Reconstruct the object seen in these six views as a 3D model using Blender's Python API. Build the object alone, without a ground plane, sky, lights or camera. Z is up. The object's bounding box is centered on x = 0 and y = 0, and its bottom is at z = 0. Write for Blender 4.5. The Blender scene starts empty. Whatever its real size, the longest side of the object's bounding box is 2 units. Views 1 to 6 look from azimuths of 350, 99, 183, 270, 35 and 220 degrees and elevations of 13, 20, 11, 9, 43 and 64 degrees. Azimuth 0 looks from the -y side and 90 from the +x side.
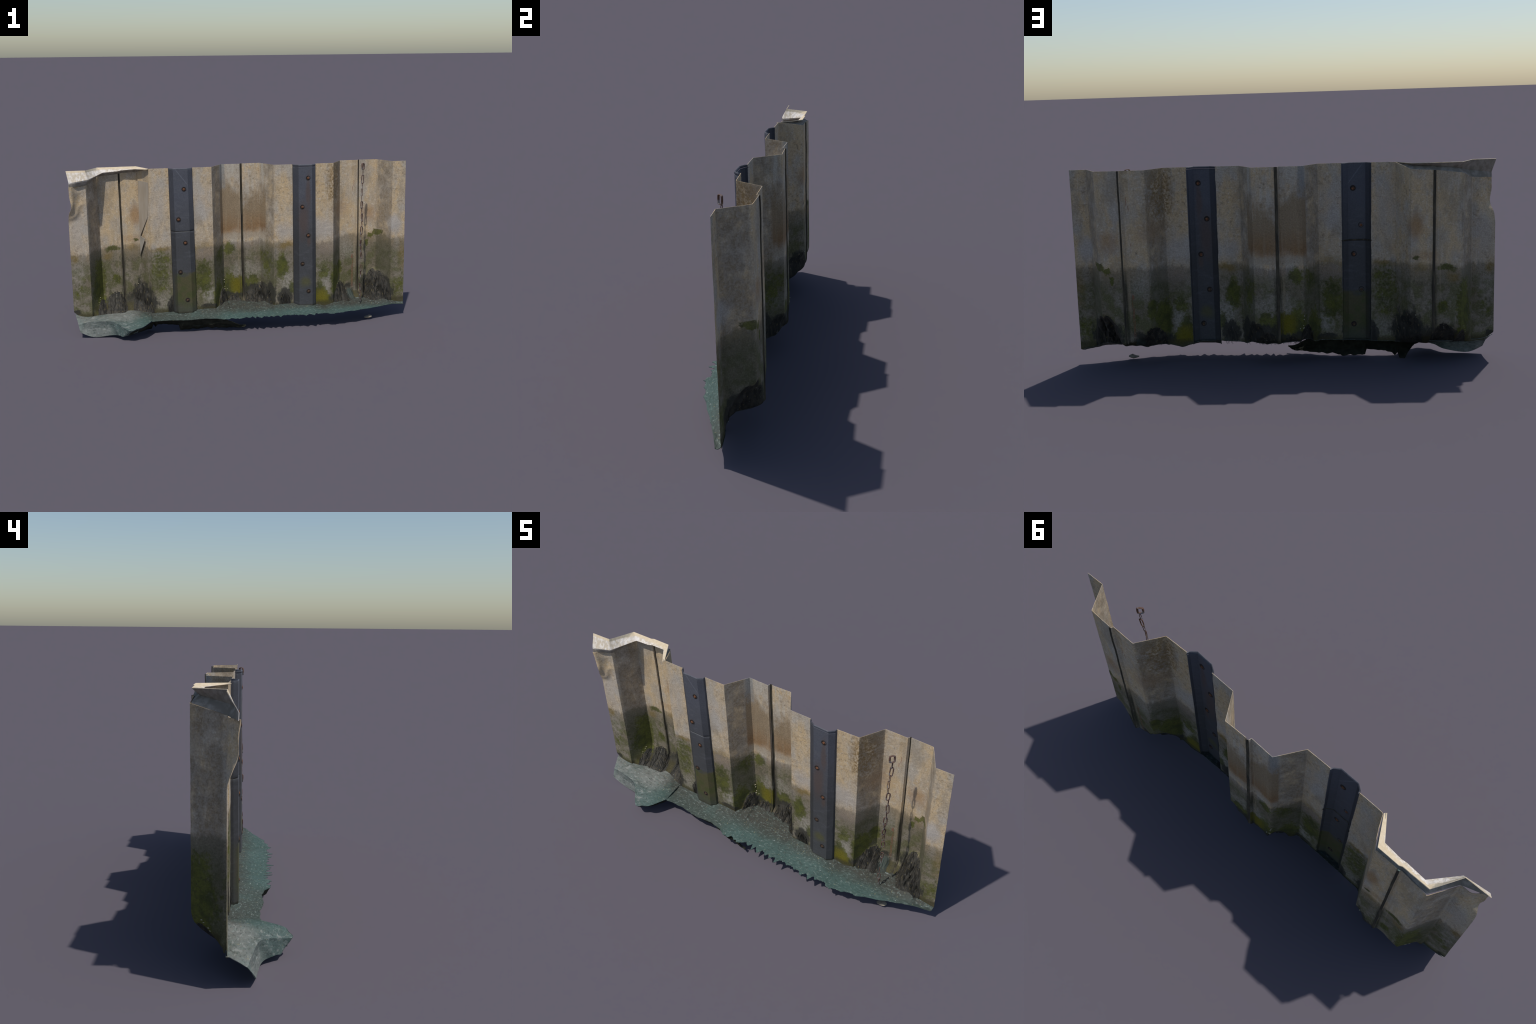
import bpy, math, random
import numpy as np
from mathutils import Vector, noise as mnoise

random.seed(7)
rng = np.random.default_rng(7)
R = math.radians


# ------------------------------------------------------------------ helpers
def fbm(x, y, z, octaves=3, scale=1.0):
    p = Vector((x * scale, y * scale, z * scale))
    a, s = 1.0, 0.0
    for _ in range(octaves):
        s += a * mnoise.noise(p)
        p = p * 2.03
        a *= 0.5
    return s


def smooth(a, b, t):
    t = min(1.0, max(0.0, (t - a) / (b - a)))
    return t * t * (3 - 2 * t)


def lookup(points, x):
    return float(np.interp(x, [p[0] for p in points], [p[1] for p in points]))


def catmull(points, u):
    """smooth curve through control points, u in 0..len-1"""
    n = len(points)
    i = min(n - 2, max(0, int(math.floor(u))))
    t = u - i
    P = [np.array(points[min(n - 1, max(0, i + k))], float) for k in (-1, 0, 1, 2)]
    return 0.5 * (2 * P[1] + (P[2] - P[0]) * t + (2 * P[0] - 5 * P[1] + 4 * P[2] - P[3]) * t * t
                  + (3 * P[1] - P[0] - 3 * P[2] + P[3]) * t ** 3)


root = bpy.data.objects.new("sheet_pile_wall", None)
bpy.context.collection.objects.link(root)
root["label"] = "weathered mossy sheet pile quay wall with dark fender strips and a strip of water"
root["category"] = "quay wall"


def add(name, mesh, material, parent=root, kind=None):
    ob = bpy.data.objects.new(name, mesh)
    bpy.context.collection.objects.link(ob)
    ob.parent = parent
    if material and not mesh.materials:
        mesh.materials.append(material)
    if kind:
        ob["kind"] = kind
    return ob


def shell_mesh(name, verts, faces, thickness=0.003, smooth_angle=40, corner_normals=None, vertex_normals=None, open_edges=frozenset()):
    """A thin sheet: front layer, back layer set back along the normals, and a rim."""
    verts = np.asarray(verts, float)
    n = len(verts)
    if vertex_normals is None:
        m = bpy.data.meshes.new("tmp")
        m.from_pydata([tuple(v) for v in verts], [], [tuple(f) for f in faces])
        m.update()
        vertex_normals = np.zeros(n * 3)
        m.vertex_normals.foreach_get("vector", vertex_normals)
        vertex_normals = vertex_normals.reshape(-1, 3)
        bpy.data.meshes.remove(m)
    back = verts - vertex_normals * thickness
    allv = np.concatenate([verts, back])
    count = {}
    for f in faces:
        for a, b in zip(f, f[1:] + f[:1]):
            key = (min(a, b), max(a, b))
            count[key] = None if key in count else (a, b)
    rim = [(b, a, a + n, b + n) for key, e in count.items() if e and key not in open_edges for a, b in [e]]
    allf = list(faces) + [tuple(i + n for i in reversed(f)) for f in faces] + rim
    mesh = bpy.data.meshes.new(name)
    mesh.from_pydata([tuple(v) for v in allv], [], [tuple(f) for f in allf])
    mesh.update()
    mesh.shade_smooth()
    if corner_normals is not None:
        cn = [c for f in corner_normals for c in f]
        cn += [tuple(-x for x in c) for f in corner_normals for c in reversed(f)]
        flat = mesh.polygons[len(faces) * 2:]
        for p in flat:
            cn += [tuple(p.normal)] * p.loop_total
        mesh.normals_split_custom_set(cn)
    else:
        mesh.set_sharp_from_angle(angle=R(smooth_angle))
    return mesh


def grid_faces(rows, cols, skip=None):
    """rows run along the first index; faces look to the viewer when columns run to the right and rows run up"""
    out = []
    for i in range(rows - 1):
        for j in range(cols - 1):
            if skip and skip(i, j):
                continue
            a = i * cols + j
            out.append((a, a + 1, a + cols + 1, a + cols))
    return out


# ------------------------------------------------------------------ node language
class S:
    tree = None

    def __init__(self, sock):
        self.s = sock

    @staticmethod
    def put(node, i, v):
        if isinstance(v, S):
            S.tree.links.new(v.s, node.inputs[i])
        else:
            node.inputs[i].default_value = v

    @staticmethod
    def math(op, *args, clamp=False):
        n = S.tree.nodes.new("ShaderNodeMath")
        n.operation = op
        n.use_clamp = clamp
        for i, a in enumerate(args):
            S.put(n, i, a)
        return S(n.outputs[0])

    def __add__(self, o): return S.math("ADD", self, o)
    __radd__ = __add__
    def __sub__(self, o): return S.math("SUBTRACT", self, o)
    def __rsub__(self, o): return S.math("SUBTRACT", o, self)
    def __mul__(self, o): return S.math("MULTIPLY", self, o)
    __rmul__ = __mul__
    def sat(self): return S.math("ADD", self, 0.0, clamp=True)
    def abs(self): return S.math("ABSOLUTE", self)


def xyz():
    tc = S.tree.nodes.new("ShaderNodeTexCoord")
    sep = S.tree.nodes.new("ShaderNodeSeparateXYZ")
    S.tree.links.new(tc.outputs["Object"], sep.inputs[0])
    return S(tc.outputs["Object"]), S(sep.outputs[0]), S(sep.outputs[1]), S(sep.outputs[2])


def vec(x, y, z):
    n = S.tree.nodes.new("ShaderNodeCombineXYZ")
    for i, a in enumerate((x, y, z)):
        S.put(n, i, a)
    return S(n.outputs[0])


def noise(p, scale, detail=4, rough=0.55, stretch=None, offset=(0, 0, 0)):
    if stretch or offset != (0, 0, 0):
        p = madd(p, stretch or (1, 1, 1), offset)
    n = S.tree.nodes.new("ShaderNodeTexNoise")
    n.inputs["Scale"].default_value = scale
    n.inputs["Detail"].default_value = detail
    n.inputs["Roughness"].default_value = rough
    S.tree.links.new(p.s, n.inputs["Vector"])
    return S(n.outputs[0])


def voronoi(p, scale, stretch=None):
    if stretch:
        p = madd(p, stretch, (0, 0, 0))
    n = S.tree.nodes.new("ShaderNodeTexVoronoi")
    n.inputs["Scale"].default_value = scale
    S.tree.links.new(p.s, n.inputs["Vector"])
    return S(n.outputs["Distance"])


def madd(p, mul, off):
    n = S.tree.nodes.new("ShaderNodeVectorMath")
    n.operation = "MULTIPLY_ADD"
    S.tree.links.new(p.s, n.inputs[0])
    n.inputs[1].default_value = mul
    n.inputs[2].default_value = off
    return S(n.outputs[0])


def step(v, a, b, lo=0.0, hi=1.0):
    """smooth step of v from a to b"""
    n = S.tree.nodes.new("ShaderNodeMapRange")
    n.interpolation_type = "SMOOTHSTEP"
    if a > b:
        a, b, lo, hi = b, a, hi, lo
    S.put(n, 0, v)
    for i, q in enumerate((a, b, lo, hi)):
        n.inputs[i + 1].default_value = q
    return S(n.outputs[0])


def blob(q, cx, cz, rx, rz, soft=0.35):
    """1 inside an ellipse of the (already warped) x-z plane"""
    v = madd(q, (1 / rx, 0, 1 / rz), (-cx / rx, 0, -cz / rz))
    n = S.tree.nodes.new("ShaderNodeVectorMath")
    n.operation = "LENGTH"
    S.tree.links.new(v.s, n.inputs[0])
    return step(S(n.outputs["Value"]), 1 + soft, 1 - soft)


def band(v, a, b, soft):
    return step(v, a - soft, a + soft) * step(v, b + soft, b - soft)


def most(masks):
    m = masks[0]
    for k in masks[1:]:
        m = S.math("MAXIMUM", m, k)
    return m


def mix(fac, a, b, mode="MIX"):
    n = S.tree.nodes.new("ShaderNodeMix")
    n.data_type = "RGBA"
    n.blend_type = mode
    n.clamp_factor = True
    S.put(n, 0, fac)
    for i, c in ((6, a), (7, b)):
        if isinstance(c, S):
            S.tree.links.new(c.s, n.inputs[i])
        else:
            n.inputs[i].default_value = (*c, 1)
    return S(n.outputs[2])


def scale_color(c, f):
    return mix(1.0, c, vec(f, f, f), "MULTIPLY")


def material(name, build, roughness=0.85, specular=0.3, bump=None):
    m = bpy.data.materials.new(name)
    m.use_nodes = True
    S.tree = m.node_tree
    bsdf = m.node_tree.nodes["Principled BSDF"]
    bsdf.inputs["Roughness"].default_value = roughness
    bsdf.inputs["Specular IOR Level"].default_value = specular
    out = build()
    color, height, dist = out if isinstance(out, tuple) else (out, None, 0)
    S.tree.links.new(color.s, bsdf.inputs["Base Color"])
    if height is not None:
        b = m.node_tree.nodes.new("ShaderNodeBump")
        b.inputs["Strength"].default_value = 0.6
        b.inputs["Distance"].default_value = dist
        S.tree.links.new(height.s, b.inputs["Height"])
        S.tree.links.new(b.outputs[0], bsdf.inputs["Normal"])
    return m


# ------------------------------------------------------------------ the wall's plan
# corners of the folded wall seen from above; the fold repeats every 0.725 m
FRONT, BACK = 0.048, 0.162
CORNERS = [(-1.0, 0.046), (-0.895, 0.047),
           (-0.833, 0.169), (-0.7135, 0.163), (-0.7115, 0.171), (-0.7035, 0.173), (-0.7015, 0.167), (-0.603, 0.166), (-0.541, 0.053),
           (-0.427, 0.050), (-0.291, 0.047),
           (-0.179, 0.046), (-0.107, 0.155), (0.0005, 0.150), (0.003, 0.163), (0.0135, 0.167), (0.0155, 0.162), (0.119, 0.164), (0.187, 0.052),
           (0.299, 0.048), (0.435, 0.047),
           (0.546, 0.050), (0.615, 0.160), (0.7255, 0.159), (0.731, 0.170), (0.7355, 0.174), (0.737, 0.169), (0.844, 0.163), (0.908, 0.049),
           (0.992, 0.050)]
STRIP_SEGMENTS = {9, 19}                       # covered by the fender strips
STEP_SEGMENTS = {3, 4, 5, 13, 14, 15, 23, 24, 25}   # little step where two piles hook together
JOINT_SEGMENTS = {4, 5, 14, 15, 24, 25}
PILE_STARTS = [0, 4, 10, 14, 20, 24]           # a new pile begins at each interlock

TOP = 0.951
# foot of the wall, and top of the wall under the coping
FOOT = [(-1, .125), (-.985, .108), (-.96, .092), (-.75, .085), (-.63, .085), (-.5, .09), (-.3, .1), (-.13, .1), (0, .088), (.07, .08), (.17, .095),
        (.31, .105), (.41, .098), (.49, .076), (.55, .092), (.6, .085), (.656, .073), (.73, .097), (.8, .08), (.885, .092), (.96, .076), (1, .07)]
HEAD = [(-1, .866), (-.892, .872), (-.829, .905), (-.72, .918), (-.603, .926), (-.541, .9495), (-.52, TOP), (1, TOP)]
# seaweed mounds: middle x, top z, half width, how far they stand out
MOUNDS = [(-.835, .175, .026, .016), (-.748, .212, .062, .022), (-.596, .255, .060, .026), (-.428, .180, .020, .006),
          (-.114, .208, .032, .036), (-.045, .155, .050, .010), (.065, .178, .045, .016), (.125, .222, .055, .026), (.253, .180, .036, .004),
          (.615, .208, .052, .036), (.668, .160, .042, .022), (.840, .275, .078, .066)]


def band_at(x, a, b, soft):
    return smooth(a - soft, a + soft, x) * smooth(b + soft, b - soft, x)


def foot_z(x, y=FRONT):
    """the foot rises towards the back of the pans, except at the left end where it curls forward"""
    rise = 0.012 * smooth(FRONT, BACK, y) * smooth(-.55, -.45, x) + 0.012 * smooth(FRONT, BACK, y) * band_at(x, -.18, .19, .02)
    return lookup(FOOT, x) + rise + 0.004 * fbm(x, 3.1, 0, 3, 14)


def mound_depth(x, z):
    """> 0 inside a seaweed mound, and how far the surface is pushed out there"""
    inside, push = -1.0, 0.0
    for cx, top, hw, amp in MOUNDS:
        zb = 0.08
        d = 1 - (abs(x - cx) / (hw * (1.12 - 0.28 * min(1.5, max(0, z - zb) / (top - zb))))) ** 2.4 - (max(0, z - zb) / (top - zb)) ** 2.4
        inside = max(inside, d)
        push = max(push, amp * smooth(-0.05, 0.8, d))
    return inside, push


def wall_point(x, y, z):
    """top-plan position at height z, with lean, scan waviness, the rounded foot and the mounds"""
    x2 = x + 0.007 * (TOP - z) / 0.85 * smooth(-.90, -.82, x)
    y2 = y - 0.002 * (TOP - z) / 0.85
    # torn upper left corner leans out
    if x < -0.9:
        lean = smooth(.655, .785, z) * (1 - smooth(.93, .99, z))
        y2 -= 0.037 * lean * smooth(-.925, -.99, x)
        x2 += 0.012 * lean * smooth(-.95, -1, x) + 0.010 * smooth(-.96, -1, x) * smooth(.82, .75, z) * smooth(.70, .745, z)
        x2 += 0.02 * smooth(.135, .09, z) * smooth(-.94, -1, x)
    if x < -.88 and z > .64:
        y2 += 0.012 * smooth(-.885, -.95, x) * smooth(.64, .72, z) * smooth(.95, .86, z) * (abs(fbm(x, 5.5, z, 1, 11)) - .3) * 1.6
    # web beside the cap bows out a little
    if -.61 < x < -.535:
        y2 += 0.012 * math.sin(math.pi * (x + .61) / .075) * smooth(.62, .9, z)
    if .12 < x < .192:
        y2 -= 0.007 * smooth(.55, .42, z) * smooth(.12, .13, x) * smooth(.192, .18, x)
    # rounded foot: back pans curl forward to the water
    h = 0.175
    inside, push = mound_depth(x2, z)
    if y > FRONT + 0.012:
        h = 0.145 + 0.070 * smooth(-.5, -.8, x) + 0.075 * band_at(x, .79, .90, .02) + 0.03 * band_at(x, .56, .67, .03) + 0.015 * fbm(x, 1.7, 0, 2, 9)
        zb = lookup(FOOT, x)
        t = max(0.0, (h - z) / (h - zb))
        reach = 0.058 + 0.016 * band_at(x, -.18, .19, .02)
        y2 -= max(0.0, y2 - reach) * min(1, t) ** 2.2
    room = max(0.0, y2 - 0.035) / 0.1
    y2 -= push * min(1.0, 0.1 + room) * (1 + 0.35 * fbm(x, 9.2, z * 0.35, 3, 45))
    w = 0.0012 * fbm(x, y, z, 3, 9) + 0.0005 * fbm(x, y, z, 2, 60)
    return (x2 + w * 0.4, y2 + w, z)


cols, seg_of_col = [], []
for k in range(len(CORNERS) - 1):
    a, b = np.array(CORNERS[k]), np.array(CORNERS[k + 1])
    n = max(2, int(np.linalg.norm(b - a) / 0.0056))
    if k in STEP_SEGMENTS:
        n = 2
    if k in STRIP_SEGMENTS:
        n = 1
    for i in range(n):
        cols.append(tuple(a + (b - a) * i / n))
        seg_of_col.append(k)
cols.append(CORNERS[-1])
ROWS = 140
W = len(cols)
wall_v = []
for i in range(ROWS):
    for x, y in cols:
        zb, zt = foot_z(x, y), lookup(HEAD, x)
        wall_v.append(wall_point(x, y, zb + (zt - zb) * i / (ROWS - 1)))
wall_f = [f for f in grid_faces(ROWS, W, lambda i, j: seg_of_col[j] in STRIP_SEGMENTS)]
face_col = [f[0] % W for f in wall_f]
whole = bpy.data.meshes.new("whole")
whole.from_pydata(wall_v, [], wall_f)
whole.update()
whole.shade_smooth()
whole.set_sharp_from_angle(angle=R(38))
cn = np.zeros(len(whole.loops) * 3)
whole.corner_normals.foreach_get("vector", cn)
cn = cn.reshape(-1, 4, 3)
vn = np.zeros(len(whole.vertices) * 3)
whole.vertex_normals.foreach_get("vector", vn)
vn = vn.reshape(-1, 3)
wall_np = np.array(wall_v)
edge_use = {}
for f in wall_f:
    for a, b in zip(f, f[1:] + f[:1]):
        k = (min(a, b), max(a, b))
        edge_use[k] = edge_use.get(k, 0) + 1


def wall_part(name, mat, face_ids, parent=root):
    used = sorted({v for i in face_ids for v in wall_f[i]})
    idx = {v: i for i, v in enumerate(used)}
    faces = [tuple(idx[v] for v in wall_f[i]) for i in face_ids]
    inner = set()
    for i in face_ids:
        f = wall_f[i]
        for a, b in zip(f, f[1:] + f[:1]):
            k = (min(a, b), max(a, b))
            if edge_use[k] == 2:
                inner.add((min(idx[a], idx[b]), max(idx[a], idx[b])))
    mesh = shell_mesh(name, wall_np[used], faces, 0.0016, corner_normals=[[tuple(c) for c in cn[i]] for i in face_ids],
                      vertex_normals=vn[used], open_edges=inner)
    return add(name, mesh, mat, parent)


# ------------------------------------------------------------------ materials
TAN, GREY, PALE = (.53, .400, .245), (.42, .368, .300), (.54, .48, .40)


def wall_color():
    p, x, y, z = xyz()
    warp1 = noise(p, 9, 3) - 0.5
    warp2 = noise(p, 9, 3, offset=(7.3, 1.1, 4.2)) - 0.5
    fine1 = noise(p, 55, 4, 0.7) - 0.5
    fine2 = noise(p, 55, 4, 0.7, offset=(3, 9, 2)) - 0.5
    q = vec(x + warp1 * 0.045 + fine1 * 0.030, 0.0, z + warp2 * 0.06 + fine2 * 0.040)
    q_soft = vec(x + warp1 * 0.012, 0.0, z + warp2 * 0.02 + fine1 * 0.010)
    cloud = noise(p, 7, 5, stretch=(1.6, 1.6, 0.8))
    cloud2 = noise(p, 16, 5, 0.6, offset=(3, 5, 1))
    streak = noise(p, 30, 4, stretch=(2.2, 2.2, 0.16))
    grain = noise(p, 170, 3, 0.7)
    speck = noise(p, 75, 3, 0.65, offset=(2, 2, 9))
    # upper, dry part
    dry = mix(step(cloud, 0.42, 0.66), TAN, GREY)
    dry = mix(step(cloud2, 0.50, 0.74) * 0.55, dry, (.50, .335, .16))
    dry = mix(step(noise(p, 5, 4, offset=(2, 6, 3), stretch=(2.2, 2.2, .7)), .50, .66) * .45, dry, (.37, .335, .29))
    dry = mix(step(streak, 0.52, 0.78) * 0.45, dry, PALE)
    plainer = most([band(x, -.82, -.61, .01), band(x, .625, .85, .01)]) * -0.65 + 1.0
    dry = mix(plainer * step(speck, 0.50, 0.68) * 0.62 * (0.2 + 0.8 * step(cloud2, 0.36, 0.60)), dry, (.225, .175, .115))
    dry = mix(step(noise(p, 60, 3, .65, offset=(8, 1, 4)), .54, .70) * .5, dry, (.60, .54, .45))
    dry = mix(step(noise(p, 11, 4, offset=(1, 7, 7), stretch=(1.4, 1.4, .5)), .52, .68) * .45, dry, (.29, .235, .165))
    # darker brown tone on the inclined webs
    webs = most([band(x, -.889, -.828, .004), band(x, -.178, -.108, .003), band(x, .127, .187, .006), band(x, .549, .612, .003), band(x, .852, .912, .003)])
    web_tone = mix(step(speck, 0.40, 0.64), (.215, .172, .120), (.320, .275, .220))
    dry = mix(webs * step(cloud2, 0.30, 0.58) * 0.8, dry, web_tone)
    dry = mix(blob(q, .56, .83, .05, .15, .6) * step(speck, .38, .6) * 0.8, dry, (.20, .125, .045))
    # pale lime streaks and the brown wash in the middle pan
    pan = band(x, -.118, .150, .012)
    wash_edge = noise(p, 26, 4, 0.65, stretch=(1.3, 1.3, 0.5)) - 0.5
    low_end = step(z + warp2 * 0.09 + warp1 * .05 + fine1 * .02, 0.500, 0.580)
    left_half, right_half = band(x, -.122, .004, .003), band(x, .013, .150, .006)
    wash = (left_half * step(z + wash_edge * 0.26 + x * 0.5, .83, .73) + right_half * step(z + wash_edge * 0.32 - x * 0.5, .77, .65)).sat() * low_end
    brown = mix(step(z + warp1 * .08, .68, .55), (.26, .19, .115), (.235, .135, .062))
    brown = mix(step(streak, .45, .7) * .4, brown, (.31, .235, .145))
    dry = mix(pan * step(noise(p, 18, 3, stretch=(1.8, 1.8, 0.3), offset=(1, 4, 2)), .44, .62) * 0.7, dry, (.48, .435, .36))
    dry = mix(blob(q_soft, -.105, .85, .018, .2, .4) * 0.8, dry, (.25, .25, .24))
    dry = mix(wash * 0.92, dry, brown)
    dry = mix(pan * band(z + warp2 * .02, .495, .535, .012) * 0.7, dry, (.36, .30, .225))
    # rust tints, pale patches
    rust = most([blob(q_soft, -.622, .665, .030, .055, .6), blob(q, .800, .615, .045, .05, .7) * .8, blob(q, .62, .66, .06, .05, .7) * 0.5,
                 blob(q_soft, -.655, .53, .06, .02, .6) * 0.5])
    dry = mix(rust * 0.65, dry, (.34, .19, .075))
    dry = mix(most([blob(q, .935, .575, .035, .06, .5), blob(q, .48, .565, .06, .06, .6) * .8, blob(q, -.235, .74, .05, .1, .6) * .5,
                    blob(q, .25, .56, .05, .05, .6) * .7, blob(q, -.95, .62, .04, .1, .6) * .6, blob(q, -.49, .74, .05, .12, .7) * .5]) * 0.75, dry, (.44, .405, .37))
    # lower part, wetted by the tide: greyer, with algae
    line = z + warp2 * 0.045 + fine1 * 0.016 - 0.482 + 0.012 * step(x, -.8, -.95, 0, 1) - step(x, .58, .63, 0, .010)
    tide = step(line + (cloud2 - .5) * .06 + (streak - .5) * .05, 0.014, -0.016)
    wet = mix(step(cloud, 0.38, 0.64), (.170, .142, .096), (.235, .203, .155))
    wet = mix(step(speck, 0.46, 0.64) * 0.55, wet, (.095, .088, .055))
    wet = mix(step(noise(p, 22, 4, offset=(8, 3, 3)), 0.40, 0.60) * step(z, .47, .36) * 0.7, wet, (.105, .105, .042))
    wet = mix(step(grain, .55, .78) * .4, wet, (.33, .30, .24))
    wet = mix(webs * 0.6, wet, mix(step(cloud2, .4, .6), (.072, .073, .038), (.12, .11, .072)))
    pale = most([blob(q, .275, .24, .05, .07, .6), blob(q, -.205, .185, .035, .05, .6), blob(q, .51, .215, .03, .08, .6), blob(q, -.48, .16, .05, .05, .7) * .6,
                 blob(q, .04, .30, .10, .05, .7) * .7, blob(q, .66, .42, .05, .06, .7) * .7, blob(q, -.96, .40, .04, .08, .7) * .5])
    wet = mix(pale * 0.75, wet, mix(step(speck, .42, .62), (.34, .31, .26), (.22, .20, .155)))
    mauve = most([blob(q, -.225, .435, .05, .045, .5), blob(q, .50, .44, .055, .05, .5), blob(q, .03, .47, .10, .025, .6)])
    wet = mix(mauve * 0.7, wet, (.23, .185, .15))
    wet = mix(step(line, -.09, 0.0) * .45, wet, scale_color(dry, .72))
    color = mix(tide, dry, wet)
    ochre = most([blob(q, -.632, .482, .045, .020, .6), blob(q, -.79, .43, .03, .03, .7), blob(q, -.985, .44, .02, .025, .6), blob(q, -.24, .49, .06, .018, .7) * .8,
                  blob(q, .25, .468, .06, .018, .7), blob(q, -.485, .475, .06, .014, .7), blob(q, .985, .36, .025, .10, .7) * .7])
    color = mix(ochre * step(cloud2, .3, .6) * 0.7, color, (.20, .135, .035))
    # moss
    tuft = noise(p, 60, 4, 0.7, offset=(5, 5, 5))
    moss = most([blob(q, -.757, .468, .045, .016, .7), blob(q, -.745, .29, .025, .03, .7), blob(q, -.842, .22, .035, .16, .8), blob(q, -.622, .525, .018, .012, .6),
                 blob(q, -.842, .30, .03, .12, .8), blob(q, -.49, .33, .06, .10, .9) * .7, blob(q, -.49, .42, .06, .05, .9) * .7, blob(q, -.24, .33, .05, .08, .9) * .9, blob(q, -.245, .26, .06, .07, .9) * .9,
                 blob(q, -.14, .43, .035, .06, .8) * .7, blob(q, -.15, .17, .03, .10, .7), blob(q, -.065, .44, .035, .035, .8), blob(q, .00, .22, .06, .06, .7), blob(q, -.075, .2, .04, .1, .7),
                 blob(q, .075, .245, .030, .035, .6), blob(q, .15, .36, .03, .12, .8) * .6, blob(q, .235, .34, .035, .08, .7), blob(q, .29, .21, .02, .04, .7), blob(q, .50, .29, .04, .04, .8) * .8,
                 blob(q, .47, .17, .035, .07, .6), blob(q, .50, .14, .045, .045, .6), blob(q, .612, .29, .022, .05, .6), blob(q, .57, .24, .03, .09, .7),
                 blob(q, .853, .50, .030, .020, .6), blob(q, .815, .485, .02, .012, .6), blob(q, .792, .445, .009, .022, .5), blob(q, .98, .22, .02, .1, .9) * .6, blob(q, .95, .17, .03, .06, .8) * .6,
                 blob(q, -.95, .25, .04, .10, .9) * .5, blob(q, -.5, .25, .05, .06, .9) * .6, blob(q, .69, .24, .02, .05, .8) * .5])
    moss = step(moss * 0.95 + (tuft - 0.5) * 1.5 + (cloud2 - .5) * .8, 0.26, 0.76)
    green = mix(step(cloud2, .36, .62), (.050, .058, .014), (.098, .106, .016))
    green = mix(step(speck, .48, .66) * .55, green, (.058, .048, .020))
    color = mix(moss * 0.85, color, green)
    yellow_green = most([blob(q, -.022, .215, .035, .07, .7), blob(q, .485, .135, .05, .05, .6), blob(q, .03, .17, .03, .03, .6) * .6])
    color = mix(yellow_green * moss * 0.75, color, (.165, .135, .010))  # yellow-green patches within the moss
    # black weed stains round the foot, dark cavities hinted in colour, and barnacle flecks
    stain = noise(p, 34, 4, 0.65, stretch=(1, 1, 0.45), offset=(3, 8, 1))
    stain_at = most([blob(q, .25, .155, .05, .05, .6), blob(q, -.04, .14, .09, .035, .6), blob(q, .10, .16, .09, .06, .6), blob(q, .17, .16, .03, .08, .6), blob(q, .63, .13, .09, .05, .6),
                     blob(q, .84, .16, .09, .09, .5), blob(q, -.60, .16, .08, .10, .6), blob(q, -.74, .13, .09, .06, .6), blob(q, -.43, .13, .022, .06, .6),
                     blob(q, -.30, .14, .016, .06, .6), blob(q, -.20, .112, .05, .016, .6), blob(q, -.985, .115, .03, .02, .6)])
    color = mix(step(stain_at * .85 + (stain - .5) * 1.6, .22, .6) * .9, color, (.038, .036, .030))
    under = most([step(z + warp1 * .012 + fine1 * .03, .130, .102), step(z + fine1 * .03, .160, .130) * step(y, .060, .075) * step(y, .160, .150)])
    color = mix(under * 0.8, color, (.055, .048, .022))  # dark wet foot band, with the water's reflection painted in
    damp = most([band(x, -.718, -.690, .006), band(x, -.004, .030, .008), band(x, .722, .745, .006)])
    color = mix(damp * step(z + warp1 * .2, .50, .38) * step(streak, .35, .6) * .75, color, (.05, .047, .034))
    # rusty lips along the interlocks
    lips = most([band(x, -.734, -.714, .004), band(x, -.018, .001, .004), band(x, .706, .725, .004)])
    color = mix(lips * step(z, .22, .32) * step(streak, .42, .62) * 0.5, color, (.34, .265, .175))
    # red painted marks beside the chain
    letters = noise(p, 60, 1, stretch=(0.2, 0.2, 1))
    red = most([band(x, .6955, .6975, .0006) * step(letters, .40, .46) * band(z, .165, .30, .003),
                band(x, .7015, .7035, .0006) * step(letters, .36, .42) * band(z, .155, .37, .003),
                band(x, .693, .700, .0008) * band(z, .345, .365, .003) * step(noise(p, 320, 1), .45, .5),
                band(x, .703, .7055, .0006) * band(z, .79, .83, .003), band(x, .6945, .697, .0006) * band(z, .765, .79, .003),
                band(x, .701, .703, .0006) * band(z, .63, .655, .003), band(x, .692, .697, .0006) * band(z, .60, .612, .003),
                band(x, .697, .6985, .0006) * band(z, .565, .60, .003)])
    color = mix(red * 0.8, color, (.24, .075, .04))
    color = mix(most([blob(q_soft, .70, .615, .008, .05, .4), blob(q_soft, .715, .70, .006, .05, .4), blob(q_soft, .69, .925, .03, .01, .3)]) * .5, color, (.54, .45, .33))
    color = mix(step(voronoi(p, 45), .13, .07) * step(cloud2, .5, .6) * .6, color, (.10, .08, .055))
    color = scale_color(color, step(grain, .25, .75, .80, 1.18))
    return color, grain + speck * 0.6, 0.0010


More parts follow.
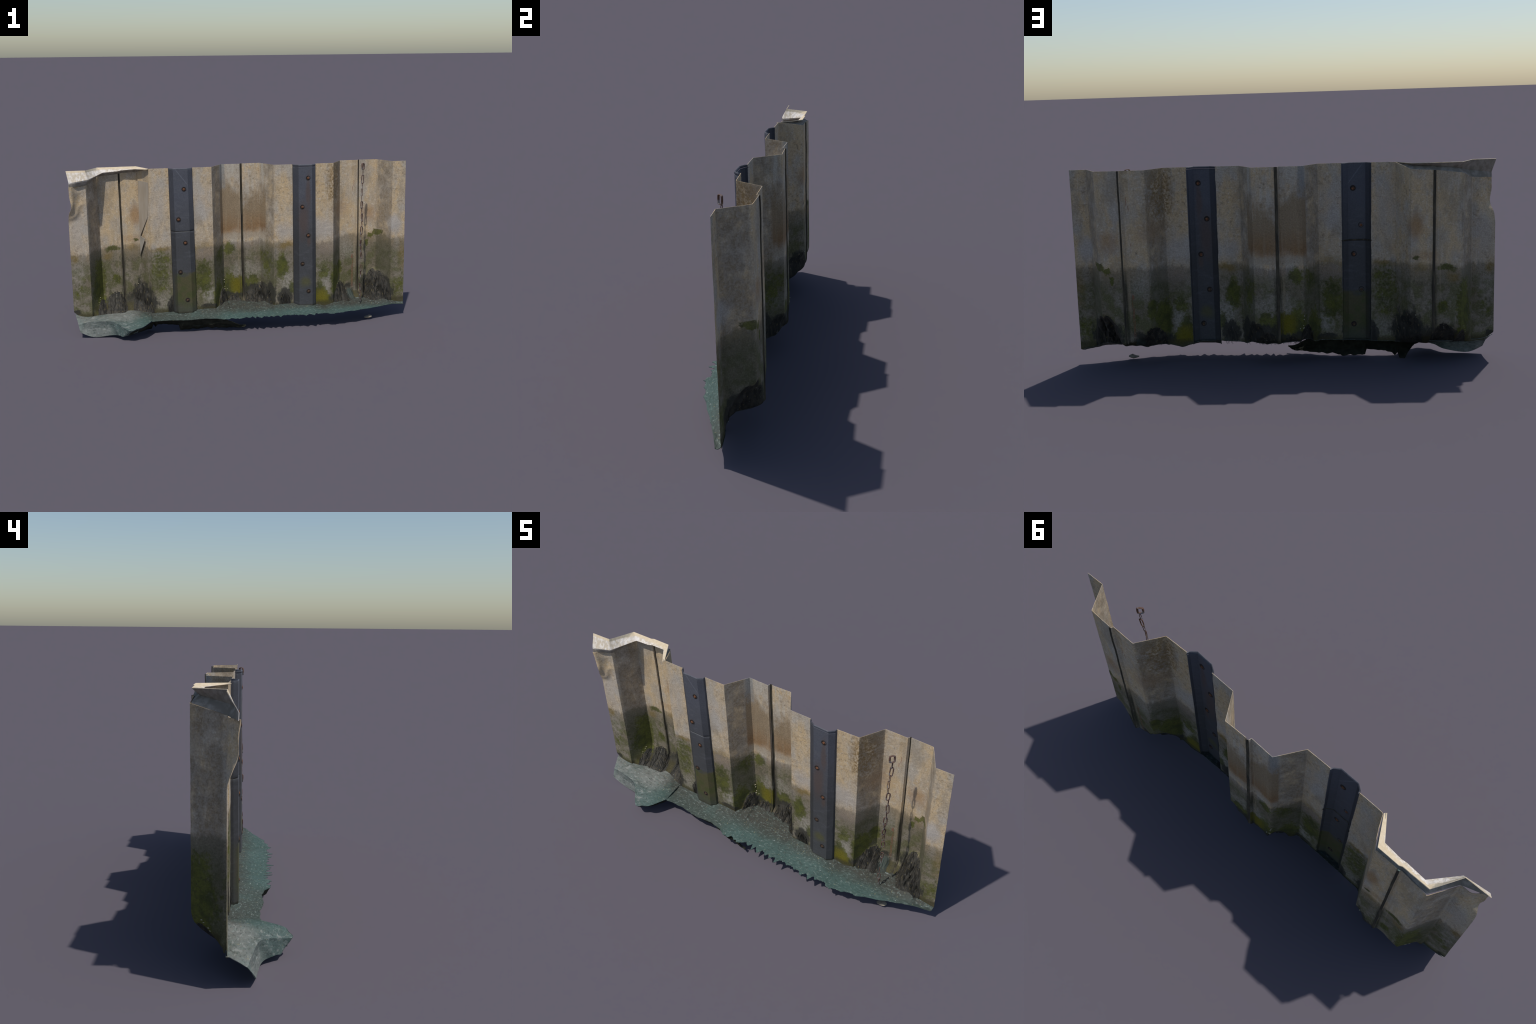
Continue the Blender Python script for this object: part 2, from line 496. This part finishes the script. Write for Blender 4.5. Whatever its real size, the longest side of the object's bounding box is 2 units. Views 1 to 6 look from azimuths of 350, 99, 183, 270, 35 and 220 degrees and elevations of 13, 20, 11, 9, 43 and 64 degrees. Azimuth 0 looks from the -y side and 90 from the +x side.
def strip_color():
    p, x, y, z = xyz()
    cloud = noise(p, 9, 4)
    scratch = noise(p, 60, 3, stretch=(0.3, 0.3, 1.0))
    grain = noise(p, 160, 3, 0.7)
    c = mix(step(z + (cloud - .5) * .2, .45, .85), (.060, .061, .064), (.080, .084, .101))
    c = mix(step(scratch, .5, .75) * .4, c, (.105, .107, .118))
    warp = (noise(p, 14, 3) - .5)
    q = vec(x + warp * .03, 0.0, z + warp * .05)
    # rust runs under the bolts of the right strip
    c = mix(most([blob(q, .388, .79, .014, .09, .6), blob(q, .358, .62, .03, .10, .6), blob(q, .392, .50, .012, .03, .6)]) * .6, c, (.095, .062, .048))
    # moss over the foot of the left strip
    edge = z + (noise(p, 20, 4) - .5) * .09
    left = step(x, -.2, -.25)
    mossy = left * step(edge, .345, .315) * step(x, -.425, -.385, .25, 1.0)
    tint = mix(step(noise(p, 24, 3, offset=(4, 4, 4)), .42, .6), (.068, .074, .020), (.085, .076, .030))
    c = mix(mossy * step(edge, .11, .19, .45, .9), c, tint)
    c = mix(blob(q, .375, .245, .03, .03, .6) * .55, c, (.10, .095, .02))
    c = mix(step(z, .108, .100) * .7, c, (.045, .042, .026))  # reflection at the waterline, painted as a dark olive band
    c = mix(blob(vec(x + (z - .9) * .75, 0.0, z), -.355, .90, .0035, .05, .3) * .35, c, (.18, .19, .22))
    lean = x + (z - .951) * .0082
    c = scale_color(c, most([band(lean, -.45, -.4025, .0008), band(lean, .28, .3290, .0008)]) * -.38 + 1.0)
    return scale_color(c, step(grain, .25, .75, .85, 1.15)), grain, 0.0012


def weed_color():
    p, x, y, z = xyz()
    strand = noise(p, 46, 4, 0.65, stretch=(1.6, 1.6, 0.35))
    c = mix(step(strand, .40, .70), (.020, .019, .016), (.056, .049, .037))
    fleck = noise(p, 120, 2, 0.6, stretch=(1, 1, 0.4), offset=(1, 1, 1))
    c = mix(step(fleck, .62, .72) * .7, c, (.17, .135, .055))
    c = mix(step(noise(p, 90, 2, offset=(6, 2, 2), stretch=(1, 1, .4)), .66, .74) * .5, c, (.19, .19, .18))
    c = mix(blob(vec(x, 0.0, z), .692, .13, .03, .03, .5) * .6, c, (.065, .09, .078))
    c = mix(step(noise(p, 12, 3), .5, .68) * .45, c, (.066, .062, .054))
    return c, strand, 0.003


def water_color():
    p, x, y, z = xyz()
    cloud = noise(p, 9, 3)
    off_wall = y + (noise(p, 14, 3) - .5) * .06
    deep = mix(step(off_wall, .045, -.065), (.040, .040, .032), (.050, .090, .081))
    murky = step(x, -.63, -.50) * step(x, -.10, -.24)
    deep = mix(murky * .75, deep, (.046, .053, .044))
    c = mix(step(x, -.58, -.70) * .85, deep, mix(step(off_wall, -.01, -.10), (.165, .172, .157), (.078, .108, .100)))
    c = mix(step(z, .075, .035) * step(x, -.74, -.80) * .8, c, (.175, .188, .172))
    c = mix(step(cloud, .5, .68) * .35, c, (.052, .095, .083))
    glint = noise(p, 120, 3, 0.65, stretch=(0.55, 1.0, 1.0))
    c = mix(step(glint, .52, .70) * .55, c, (.155, .205, .185))
    dark = noise(p, 100, 3, 0.65, stretch=(0.55, 1.0, 1.0), offset=(4, 1, 1))
    c = mix(step(dark, .50, .68) * .6, c, (.030, .043, .037))
    leaf = noise(p, 110, 2, 0.5, offset=(9, 2, 5), stretch=(1, .6, 1))
    c = mix(step(leaf, .65, .75) * .6, c, (.235, .22, .12))
    pale_specks = noise(p, 130, 2, 0.5, offset=(2, 8, 5), stretch=(.45, 1, 1))
    c = mix(step(pale_specks, .62, .76) * .55, c, (.30, .345, .325))  # pale streaky specks
    c = mix(step(noise(p, 75, 3, .6, offset=(5, 1, 5), stretch=(.35, 1, 1)), .52, .68) * step(x, -.60, -.68) * .5, c, (.30, .31, .29))
    return c, noise(p, 90, 3, stretch=(.6, 1, 1)), 0.003


def plain(a, b, scale=40, stretch=None, lo=.4, hi=.65, bumpd=0.002):
    def build():
        p, x, y, z = xyz()
        n = noise(p, scale, 4, 0.6, stretch=stretch)
        return mix(step(n, lo, hi), a, b), n, bumpd
    return build


def coping_color():
    p, x, y, z = xyz()
    ridges = noise(p, 75, 3, 0.6, stretch=(1.0, 1.0, 0.25))
    c = mix(step(ridges, .42, .62), (.54, .465, .36), (.72, .665, .60))
    c = mix(step(noise(p, 12, 3), .48, .62) * .6, c, (.74, .70, .665))
    web = band(x, -.893, -.832, .004)
    top = step(z + (noise(p, 15, 2) - .5) * .008, .940, .944)
    c = mix(top * .8, c, (.62, .50, .33))
    c = mix(top * web * .85, c, (.36, .32, .25))
    # the underside, continuous with the wall
    return c, ridges, 0.006


def flap_color():
    p, x, y, z = xyz()
    s = noise(p, 32, 4, stretch=(1.0, 1.0, 0.2))
    c = mix(step(s, .35, .68), (.35, .292, .22), (.41, .355, .285))
    return mix(step(z, .58, .50) * .6, c, (.36, .35, .31)), s, 0.001


M_wall = material("weathered_pile_concrete", wall_color, 0.9, 0.2)
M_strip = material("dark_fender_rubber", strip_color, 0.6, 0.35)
M_weed = material("bladder_weed", weed_color, 0.75, 0.3)
M_water = material("murky_water", water_color, 0.7, 0.35)
M_joint = material("tarred_joint", plain((.048, .042, .032), (.10, .085, .058), 60, (1, 1, .2)), 0.9, 0.2)
M_fringe = material("black_silt", plain((.016, .017, .011), (.030, .031, .021), 30), 0.9, 0.2)
M_coping = material("pale_coping_stone", coping_color, 0.85, 0.3)
M_soffit = material("shaded_concrete", plain((.25, .22, .18), (.36, .32, .27), 40, (1, 1, .5)), 0.9, 0.2)
M_flap = material("smeared_render", flap_color, 0.9, 0.2)
M_rust = material("rusty_bolt_steel", plain((.11, .045, .022), (.23, .105, .05), 180, None), 0.8, 0.3)
M_rust_dull = material("dull_bolt_steel", plain((.055, .032, .020), (.12, .075, .042), 180, None), 0.8, 0.3)
M_disc = material("bolt_disc_black", plain((.022, .018, .016), (.05, .035, .028), 150, None), 0.8, 0.3)
M_chain = material("rusty_chain_steel", plain((.095, .050, .036), (.27, .25, .24), 50, (1, 1, .5), .50, .66), 0.7, 0.4)
M_stone = material("pale_pebble", plain((.22, .19, .145), (.30, .26, .20), 60, None), 0.85, 0.3)
M_shell = material("barnacle_shell", plain((.30, .265, .165), (.42, .38, .28), 120, None), 0.7, 0.4)

# ------------------------------------------------------------------ piles, interlock joints, seaweed
pile_of_seg = {}
for k in range(len(CORNERS) - 1):
    pile_of_seg[k] = max(i for i, s in enumerate(PILE_STARTS) if s <= k)
groups = {}
for fi, f in enumerate(wall_f):
    k = seg_of_col[face_col[fi]]
    c = wall_np[list(f)].mean(0)
    inside, _ = mound_depth(c[0], c[2])
    inside += 0.22 * fbm(c[0], 4.4, c[2] * 0.4, 3, 50)
    if inside > 0.10:
        best = min(range(len(MOUNDS)), key=lambda m: abs(c[0] - MOUNDS[m][0]) / MOUNDS[m][2])
        key = ("seaweed_clump", best)
    elif k in JOINT_SEGMENTS:
        key = ("interlock_joint", (k - 3) // 10)
    else:
        key = ("sheet_pile", pile_of_seg[k])
    groups.setdefault(key, []).append(fi)
for key in sorted(groups):
    wall_part(key[0], {"seaweed_clump": M_weed, "interlock_joint": M_joint, "sheet_pile": M_wall}[key[0]], groups[key])
bpy.data.meshes.remove(whole)


# ------------------------------------------------------------------ fender strips and bolts
def strip(name, corners, z0, z1, proud=0.0, parent=root, mat=None):
    fine = []
    for (ax, ay), (bx, by) in zip(corners, corners[1:]):
        n = max(2, int(math.hypot(bx - ax, by - ay) / 0.006))
        fine += [(ax + (bx - ax) * i / n, ay + (by - ay) * i / n) for i in range(n)]
    fine.append(corners[-1])
    lip = 0.003
    zs = [z0, z0 + 0.0015, z0 + lip]
    n = max(2, int((z1 - z0) / 0.01))
    zs += [z0 + lip + (z1 - z0 - 2 * lip) * i / n for i in range(1, n)] + [z1 - lip, z1 - 0.0015, z1]
    v = []
    for i, z in enumerate(zs):
        rounding = (0.0028, 0.0010, 0.0)[min(i, len(zs) - 1 - i, 2)]
        for x, y in fine:
            x2 = x + 0.007 * (TOP - z) / 0.85
            y2 = y - 0.004 * (TOP - z) / 0.85 - proud + rounding
            y2 += 0.0010 * fbm(x, 2.2, z, 3, 12)
            v.append((x2, y2, z))
    mesh = shell_mesh(name, v, grid_faces(len(zs), len(fine)), 0.004, 30)
    return add(name, mesh, mat or M_strip, parent)


LEFT_STRIP = [(-.4285, .0525), (-.425, .040), (-.4015, .0222), (-.3195, .0202), (-.2935, .038), (-.2895, .0495)]
RIGHT_STRIP = [(.2975, .0505), (.301, .040), (.3300, .0220), (.4085, .0175), (.4325, .038), (.4365, .0495)]
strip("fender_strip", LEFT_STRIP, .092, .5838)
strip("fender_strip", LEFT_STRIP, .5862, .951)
strip("gap_backing", LEFT_STRIP, .5815, .5885, -0.0025, mat=M_joint)  # dark backing added behind the pad gap so no light shows through
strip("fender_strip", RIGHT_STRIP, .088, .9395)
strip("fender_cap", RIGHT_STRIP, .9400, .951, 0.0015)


def lathe(name, profile, segments=20):
    """profile of (radius, height out of the face), turned about the y axis, on both faces of the strip"""
    v, f = [], []
    for side in (1, -1):
        base = len(v)
        for r, h in profile:
            for s in range(segments):
                a = 2 * math.pi * s / segments
                v.append((r * math.cos(a) * side, -(h + 0.002) * side + 0.002, r * math.sin(a)))
        for i in range(len(profile) - 1):
            for s in range(segments):
                t = (s + 1) % segments
                f.append((base + i * segments + s, base + i * segments + t, base + (i + 1) * segments + t, base + (i + 1) * segments + s))
        v.append((0, -(profile[-1][1] + 0.002) * side + 0.002, 0))
        last = base + (len(profile) - 1) * segments
        f += [(last + s, last + (s + 1) % segments, len(v) - 1) for s in range(segments)]
    m = bpy.data.meshes.new(name)
    m.from_pydata(v, [], f)
    m.update()
    m.shade_smooth()
    m.set_sharp_from_angle(angle=R(50))
    return m


head = lathe("bolt", [(.0072, .0002), (.0070, .0018), (.0058, .0030), (.0034, .0036)])
disc = lathe("bolt_disc", [(.0140, -.001), (.0136, .0010), (.0120, .0016), (.0098, .0004), (.0060, .0002)])  # slightly proud dark disc standing in for the recess round the bolt
BOLTS = [(-.343, .831), (-.379, .656), (-.343, .517), (-.377, .344), (-.339, .173), (.386, .872), (.352, .701), (.388, .529), (.354, .356), (.391, .186)]
for i, (bx, bz) in enumerate(BOLTS):
    left = bx < 0
    by = (.0208 if left else .0222 - (bx - .33) * .057) - 0.004 * (TOP - bz) / 0.85 + 0.0010 * fbm(bx, 2.2, bz, 3, 12)
    s = add("bolt_disc", disc, M_disc)
    s.location = (bx, by, bz)
    h = add("bolt", head.copy(), M_rust_dull if (left and bz < .4) or bz < .4 else M_rust)
    h.location = (bx, by - .0002, bz - .001)
    h.rotation_euler = (0, random.uniform(0, 6), 0)

# ------------------------------------------------------------------ pale coping on the left end
CREST = [(-1.0, .045, .953), (-.893, .047, .953), (-.829, .163, .953), (-.713, .162, .953), (-.700, .168, .953), (-.606, .166, .953), (-.541, .053, .951)]
LIP = [(-.986, .009, .889), (-.882, .026, .902), (-.796, .137, .926), (-.714, .134, .932), (-.690, .138, .936), (-.612, .132, .941), (-.548, .043, .9475)]
DROP = [(-.987, .010, .864), (-.891, .046, .869), (-.828, .165, .902), (-.713, .162, .912), (-.700, .167, .916), (-.603, .167, .922), (-.541, .055, .9475)]
v, rows = [], []
for line_a, line_b, n in ((DROP, LIP, 4), (LIP, CREST, 7)):
    for i in range(n + (line_b is CREST)):
        t = i / n
        row = []
        for k in range(len(CREST) - 1):
            m = max(2, int(np.linalg.norm(np.array(CREST[k + 1]) - np.array(CREST[k])) / 0.006))
            for j in range(m + (k == len(CREST) - 2)):
                s = j / m
                a = np.array(line_a[k]) * (1 - s) + np.array(line_a[k + 1]) * s
                b = np.array(line_b[k]) * (1 - s) + np.array(line_b[k + 1]) * s
                pnt = a * (1 - t) + b * t
                if line_b is CREST:
                    bulge = math.sin(math.pi * t) * smooth(0, .25, s if k else 1)
                    pnt = pnt + np.array([0.2, -1, 0.35]) * 0.0022 * bulge * fbm(pnt[0], pnt[1], 0, 2, 55)
                    pnt[2] = min(pnt[2], .953)
                row.append(pnt)
        rows.append(row)
flat = [p for r in rows for p in r]
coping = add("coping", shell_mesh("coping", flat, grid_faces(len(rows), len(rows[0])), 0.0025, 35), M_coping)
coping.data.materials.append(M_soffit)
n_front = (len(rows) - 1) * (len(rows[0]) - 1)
for poly in coping.data.polygons:              # soffit and inner face take a darker copy, shade put into the colour
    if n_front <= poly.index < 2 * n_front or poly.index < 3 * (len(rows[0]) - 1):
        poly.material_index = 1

# torn, smeared flap over the web beside the coping: outline runs down the inner corner and zigzags back up
INNER = [(-.597, .160, .87), (-.597, .160, .80), (-.597, .160, .68), (-.597, .160, .545), (-.597, .160, .50), (-.598, .160, .42)]
OUTER = [(-.541, .058, .87), (-.541, .060, .80), (-.552, .080, .66), (-.590, .150, .545), (-.566, .098, .535), (-.596, .157, .425)]
v = []
ROWS_F, COLS_F = 60, 9
for i in range(ROWS_F):
    u = i / (ROWS_F - 1) * 5
    k = min(4, int(u))
    t = u - k
    a = np.array(INNER[5 - k]) * (1 - t) + np.array(INNER[4 - k]) * t
    b = np.array(OUTER[5 - k]) * (1 - t) + np.array(OUTER[4 - k]) * t
    for j in range(COLS_F):
        s = j / (COLS_F - 1)
        w = a * (1 - s) + b * s
        out = 0.0030 + 0.005 * s * smooth(.75, .55, w[2])
        v.append((w[0] - out * 0.86, w[1] - out * 0.5 + .012 * math.sin(math.pi * (w[0] + .61) / .075) * smooth(.62, .9, w[2]), w[2]))
add("torn_flap", shell_mesh("torn_flap", v, grid_faces(ROWS_F, COLS_F), 0.0015, 40), M_flap)

# ------------------------------------------------------------------ water sheet
BULGE = [  # back point, ridge, hem
    ((-.994, .047, .118), (-.976, -.021, .073), (-.965, -.049, .033)),
    ((-.935, .050, .098), (-.915, -.035, .088), (-.890, -.050, .002)),
    ((-.850, .058, .098), (-.815, -.056, .094), (-.785, -.070, .013)),
    ((-.780, .085, .100), (-.764, -.085, .090), (-.745, -.115, .022)),
    ((-.720, .095, .103), (-.690, -.176, .067), (-.722, -.140, .022)),
    ((-.660, .090, .106), (-.645, -.166, .073), (-.660, -.145, .040)),
    ((-.605, .070, .103), (-.606, -.148, .078), (-.615, -.135, .050)),
    ((-.552, .056, .096), (-.556, -.066, .084), (-.560, -.060, .060))]
EDGE = [(-.556, -.066), (-.44, -.066), (-.35, -.080), (-.24, -.075), (-.18, -.088), (-.135, -.115), (-.07, -.106), (.0, -.103), (.11, -.108), (.3, -.110),
        (.46, -.113), (.565, -.120), (.600, -.104), (.634, -.099), (.76, -.054), (.823, -.030), (.93, .006), (.997, .026)]


TEETH = [-.60]                                 # uneven tears along the edge
while TEETH[-1] < 1.0:
    TEETH.append(TEETH[-1] + float(rng.choice([.012, .018, .024, .030, .045])) * float(rng.uniform(.8, 1.2)))
TEAR = [(t, float(rng.uniform(-1, .2)) if i % 2 else float(rng.uniform(.1, 1))) for i, t in enumerate(TEETH)]


def torn(x):
    """ragged outline: uneven tears, strongest in the middle, none at the right end"""
    amp = 0.018 * smooth(-.17, -.1, x) * smooth(.68, .6, x) + 0.003
    return amp * (lookup(TEAR, x) + 0.5 * fbm(x, 6.6, 0, 3, 60)) * smooth(1.0, .85, x)


columns = []
N = 130
for i in range(N):
    u = i / N * 7
    columns.append(tuple(catmull([b[k] for b in BULGE], u) for k in range(3)))
xs = np.linspace(-.5545, .994, 420)
for x in xs:
    zf = 0.080 + 0.003 * fbm(x, 0.3, 0, 2, 7) - 0.010 * smooth(.9, 1.0, x)
    yf = lookup(EDGE, x) + torn(x) * (1 if x < .9 else 0)
    xp = min(x - .0068, .990)
    yw = lookup(CORNERS, xp)
    foot = wall_point(xp, yw, foot_z(xp, yw) + .005)      # tucked just behind the foot of the wall
    columns.append((np.array([x + .004 * (x > .99), foot[1] + (.004 if x < .985 else -.001), foot[2]]), np.array([x, yf, zf]), None))
DOWN = 22
v, skirt_cols = [], []
for i, (b, r, h) in enumerate(columns):
    for j in range(DOWN):
        t = 1 - j / (DOWN - 1)          # rows run from the edge back to the wall
        p = b * (1 - t) + r * t
        sag = (0.006 if h is None else -0.003 * min(1, i / 40, (N - i) / 60)) * math.sin(math.pi * t)
        if h is not None:
            sag += 0.005 * fbm(p[0], p[1], 3.3, 2, 17) * smooth(0, .2, t) * smooth(1, .8, t)
        rip = 0.0018 * fbm(p[0] * 0.6, p[1], 0, 3, 60) * smooth(0, .15, t) * smooth(1.0, .9, t)
        v.append((p[0], p[1], p[2] - sag + rip))
C = len(columns)
v = [v[i * DOWN + j] for j in range(DOWN) for i in range(C)]
water_faces = grid_faces(DOWN, C)
add("water_surface", shell_mesh("water_surface", v, water_faces, 0.002, 50), M_water)
# folded hem of the water sheet at the left
v, HR = [], 8
for j in range(HR):
    for i in range(N - 30):
        b, r, h = columns[i]
        t = 1 - j / (HR - 1)
        p = r * (1 - t) + h * t
        p = p + np.array([0.004, 0.010, 0.0]) * math.sin(math.pi * t) * (abs(fbm(p[0], 1, p[2] * .3, 2, 22)) - .2)
        v.append(tuple(p))
add("water_fold", shell_mesh("water_fold", v, grid_faces(HR, N - 30), 0.002, 40), M_water)

# black silt hanging under the water's edge
HEM = [(-.690, -.150, .030), (-.640, -.100, .030), (-.60, -.02, .012), (-.582, .034, .003), (-.555, .036, .002), (-.545, .036, .030), (-.533, .034, .013), (-.52, .030, .030), (-.47, .010, .034), (-.40, -.018, .034),
       (-.392, -.022, .004), (-.34, -.018, .003), (-.28, -.015, .002), (-.235, -.028, .014), (-.20, -.035, .008), (-.10, -.060, .014), (-.04, -.077, .013), (-.012, -.105, .031)]
v, FC, FR = [], 220, 9
for j in range(FR):
    for i in range(FC):
        u = i / (FC - 1) * (len(HEM) - 1)
        k = min(len(HEM) - 2, int(u))
        t = u - k
        hem = np.array(HEM[k]) * (1 - t) + np.array(HEM[k + 1]) * t
        x = hem[0]
        if x < -.556:
            ridge = min(((c[1] if c[2] is None else c[1] * .6 + c[2] * .4) for c in columns[40:N]), key=lambda q: abs(q[0] - x))
            ridge = np.array([x, ridge[1], ridge[2]])
        else:
            low = smooth(-.15, -.03, x)
            ridge = np.array([x, lookup(EDGE, x) + torn(x) * (1 - low) + .002 + .01 * low, .079 - .044 * low])
        s = 1 - j / (FR - 1)
        p = ridge * (1 - s) + hem * s
        p[1] += 0.010 * math.sin(math.pi * s) * fbm(x, 2, s, 2, 12)
        p[2] += (0.006 * fbm(x, 8, 0, 3, 30) * s) - 0.006 * math.sin(math.pi * s)
        v.append((p[0], p[1], max(0.0, p[2])))
add("silt_fringe", shell_mesh("silt_fringe", v, grid_faces(FR, FC), 0.002, 50), M_fringe)

# ------------------------------------------------------------------ loose seaweed strands over the clumps
v, f = [], []
for cx, top, hw, amp in MOUNDS:
    for _ in range(int(hw * 620)):
        x0 = cx + hw * rng.uniform(-.85, .85)
        room = (1 - (abs(x0 - cx) / hw) ** 2.4) ** (1 / 2.4)
        zt = .09 + (top - .09) * room * rng.uniform(.35, 1.0)
        length = rng.uniform(.03, .08)
        drift = rng.uniform(-.18, .18)
        pts = []
        for s in range(7):
            z = zt - length * s / 6
            if z < .085:
                break
            x = x0 + drift * (zt - z) + .003 * math.sin(s * 1.3 + x0 * 90)
            xp = x - 0.007 * (TOP - z) / 0.85
            yb = lookup(CORNERS, xp)
            px_, py_, pz_ = wall_point(xp, yb, z)
            pts.append((px_, py_ - .0016 - .0015 * math.sin(s), z))
        if len(pts) < 3:
            continue
        rad = rng.uniform(.0007, .0014)
        base = len(v)
        for s, (a, b, c) in enumerate(pts):
            r = rad * (1 - .7 * s / (len(pts) - 1))
            v += [(a - r, b + r * .5, c), (a + r, b + r * .5, c), (a, b - r, c)]
        for s in range(len(pts) - 1):
            for e in range(3):
                g = (e + 1) % 3
                f.append((base + s * 3 + e, base + s * 3 + 3 + e, base + s * 3 + 3 + g, base + s * 3 + g))
m = bpy.data.meshes.new("seaweed_strands")
m.from_pydata(v, [], f)
m.shade_smooth()
add("seaweed_strands", m, M_weed, kind="stuff")


# ------------------------------------------------------------------ hanging chain
def link_mesh(name, length, width, wire, seg=20, ring=7):
    v, f = [], []
    for i in range(seg):
        a = 2 * math.pi * i / seg
        cx, cz = math.cos(a) * width / 2, math.sin(a) * width / 2
        cz += (length - width) / 2 * (1 if math.sin(a) > 1e-9 else -1 if math.sin(a) < -1e-9 else 0)
        nx, nz = math.cos(a), math.sin(a)
        for j in range(ring):
            b = 2 * math.pi * j / ring
            v.append((cx + nx * wire * math.cos(b), wire * math.sin(b), cz + nz * wire * math.cos(b)))
    for i in range(seg):
        for j in range(ring):
            i2, j2 = (i + 1) % seg, (j + 1) % ring
            f.append((i * ring + j, i * ring + j2, i2 * ring + j2, i2 * ring + j))
    m = bpy.data.meshes.new(name)
    m.from_pydata(v, [], f)
    m.shade_smooth()
    return m


stout = link_mesh("chain_link", .046, .0135, .0027)
slim = link_mesh("chain_link", .044, .0075, .0018)
z, i = .928, 0
while z > .11:
    turned = i % 2
    if .775 < z < .800 or .33 < z < .37 or .22 < z < .25:   # links left out where the scan has gaps
        z -= .0385
        i += 1
        continue
    ob = add("chain_link", slim if (.765 < z < .82 or turned) else stout, M_chain)
    sway = .003 * math.sin(z * 23)
    ob.location = (.7185 - .006 * (.93 - z) + sway, .027 + .003 * math.sin(z * 31) - .007 * smooth(.7, .3, z), z)
    fat = 1.7 if i == 0 else random.uniform(.8, 1.35)
    ob.scale = (fat, fat, random.uniform(.75, 1.1))
    ob.rotation_euler = (random.uniform(-.06, .06), random.uniform(-.12, .12), (1.35 if turned else .45) + random.uniform(-.5, .5))
    z -= .0385
    i += 1

# ------------------------------------------------------------------ pebble chip, barnacles
v = []
rows_, ring = 7, 14
for i in range(rows_):
    for j in range(ring):
        a, t = 2 * math.pi * j / ring, i / (rows_ - 1)
        r = math.sin(math.pi * (0.04 + 0.92 * t))
        n = 1 + .25 * fbm(math.cos(a), math.sin(a), t, 2, 1.5)
        v.append((.757 + .026 * r * n * math.cos(a) * (1.15 - .3 * t), -.016 + .017 * r * n * math.sin(a), .002 + .020 * t ** 0.8 + .004 * math.cos(a) * t))
f = grid_faces(rows_, ring)
f += [(i * ring + ring - 1, i * ring, (i + 1) * ring, (i + 1) * ring + ring - 1) for i in range(rows_ - 1)]
f += [tuple(range(ring - 1, -1, -1)), tuple((rows_ - 1) * ring + j for j in range(ring))]
m = bpy.data.meshes.new("pebble")
m.from_pydata(v, [], f)
m.shade_smooth()
m.set_sharp_from_angle(angle=R(45))
add("pebble", m, M_stone)

bm = lathe("barnacle", [(.0040, -.003), (.0036, .0015), (.0022, .0028), (.0012, .0020)], 9)
for bx, bz in [(-.104, .250), (-.103, .234), (-.100, .205), (-.101, .192), (-.844, .185), (-.846, .176), (-.852, .160), (-.853, .150), (-.972, .105), (-.62, .25), (-.085, .19)]:
    xp = bx - 0.007 * (TOP - bz) / 0.85
    p = wall_point(xp, lookup(CORNERS, xp), bz)
    ob = add("barnacle", bm, M_shell)
    ob.location = (p[0], p[1] - .001, p[2])
    s = random.uniform(.45, .85)
    ob.scale = (s, 1, s * random.uniform(1, 1.5))
    ob.rotation_euler = (0, random.uniform(0, 6), 0)
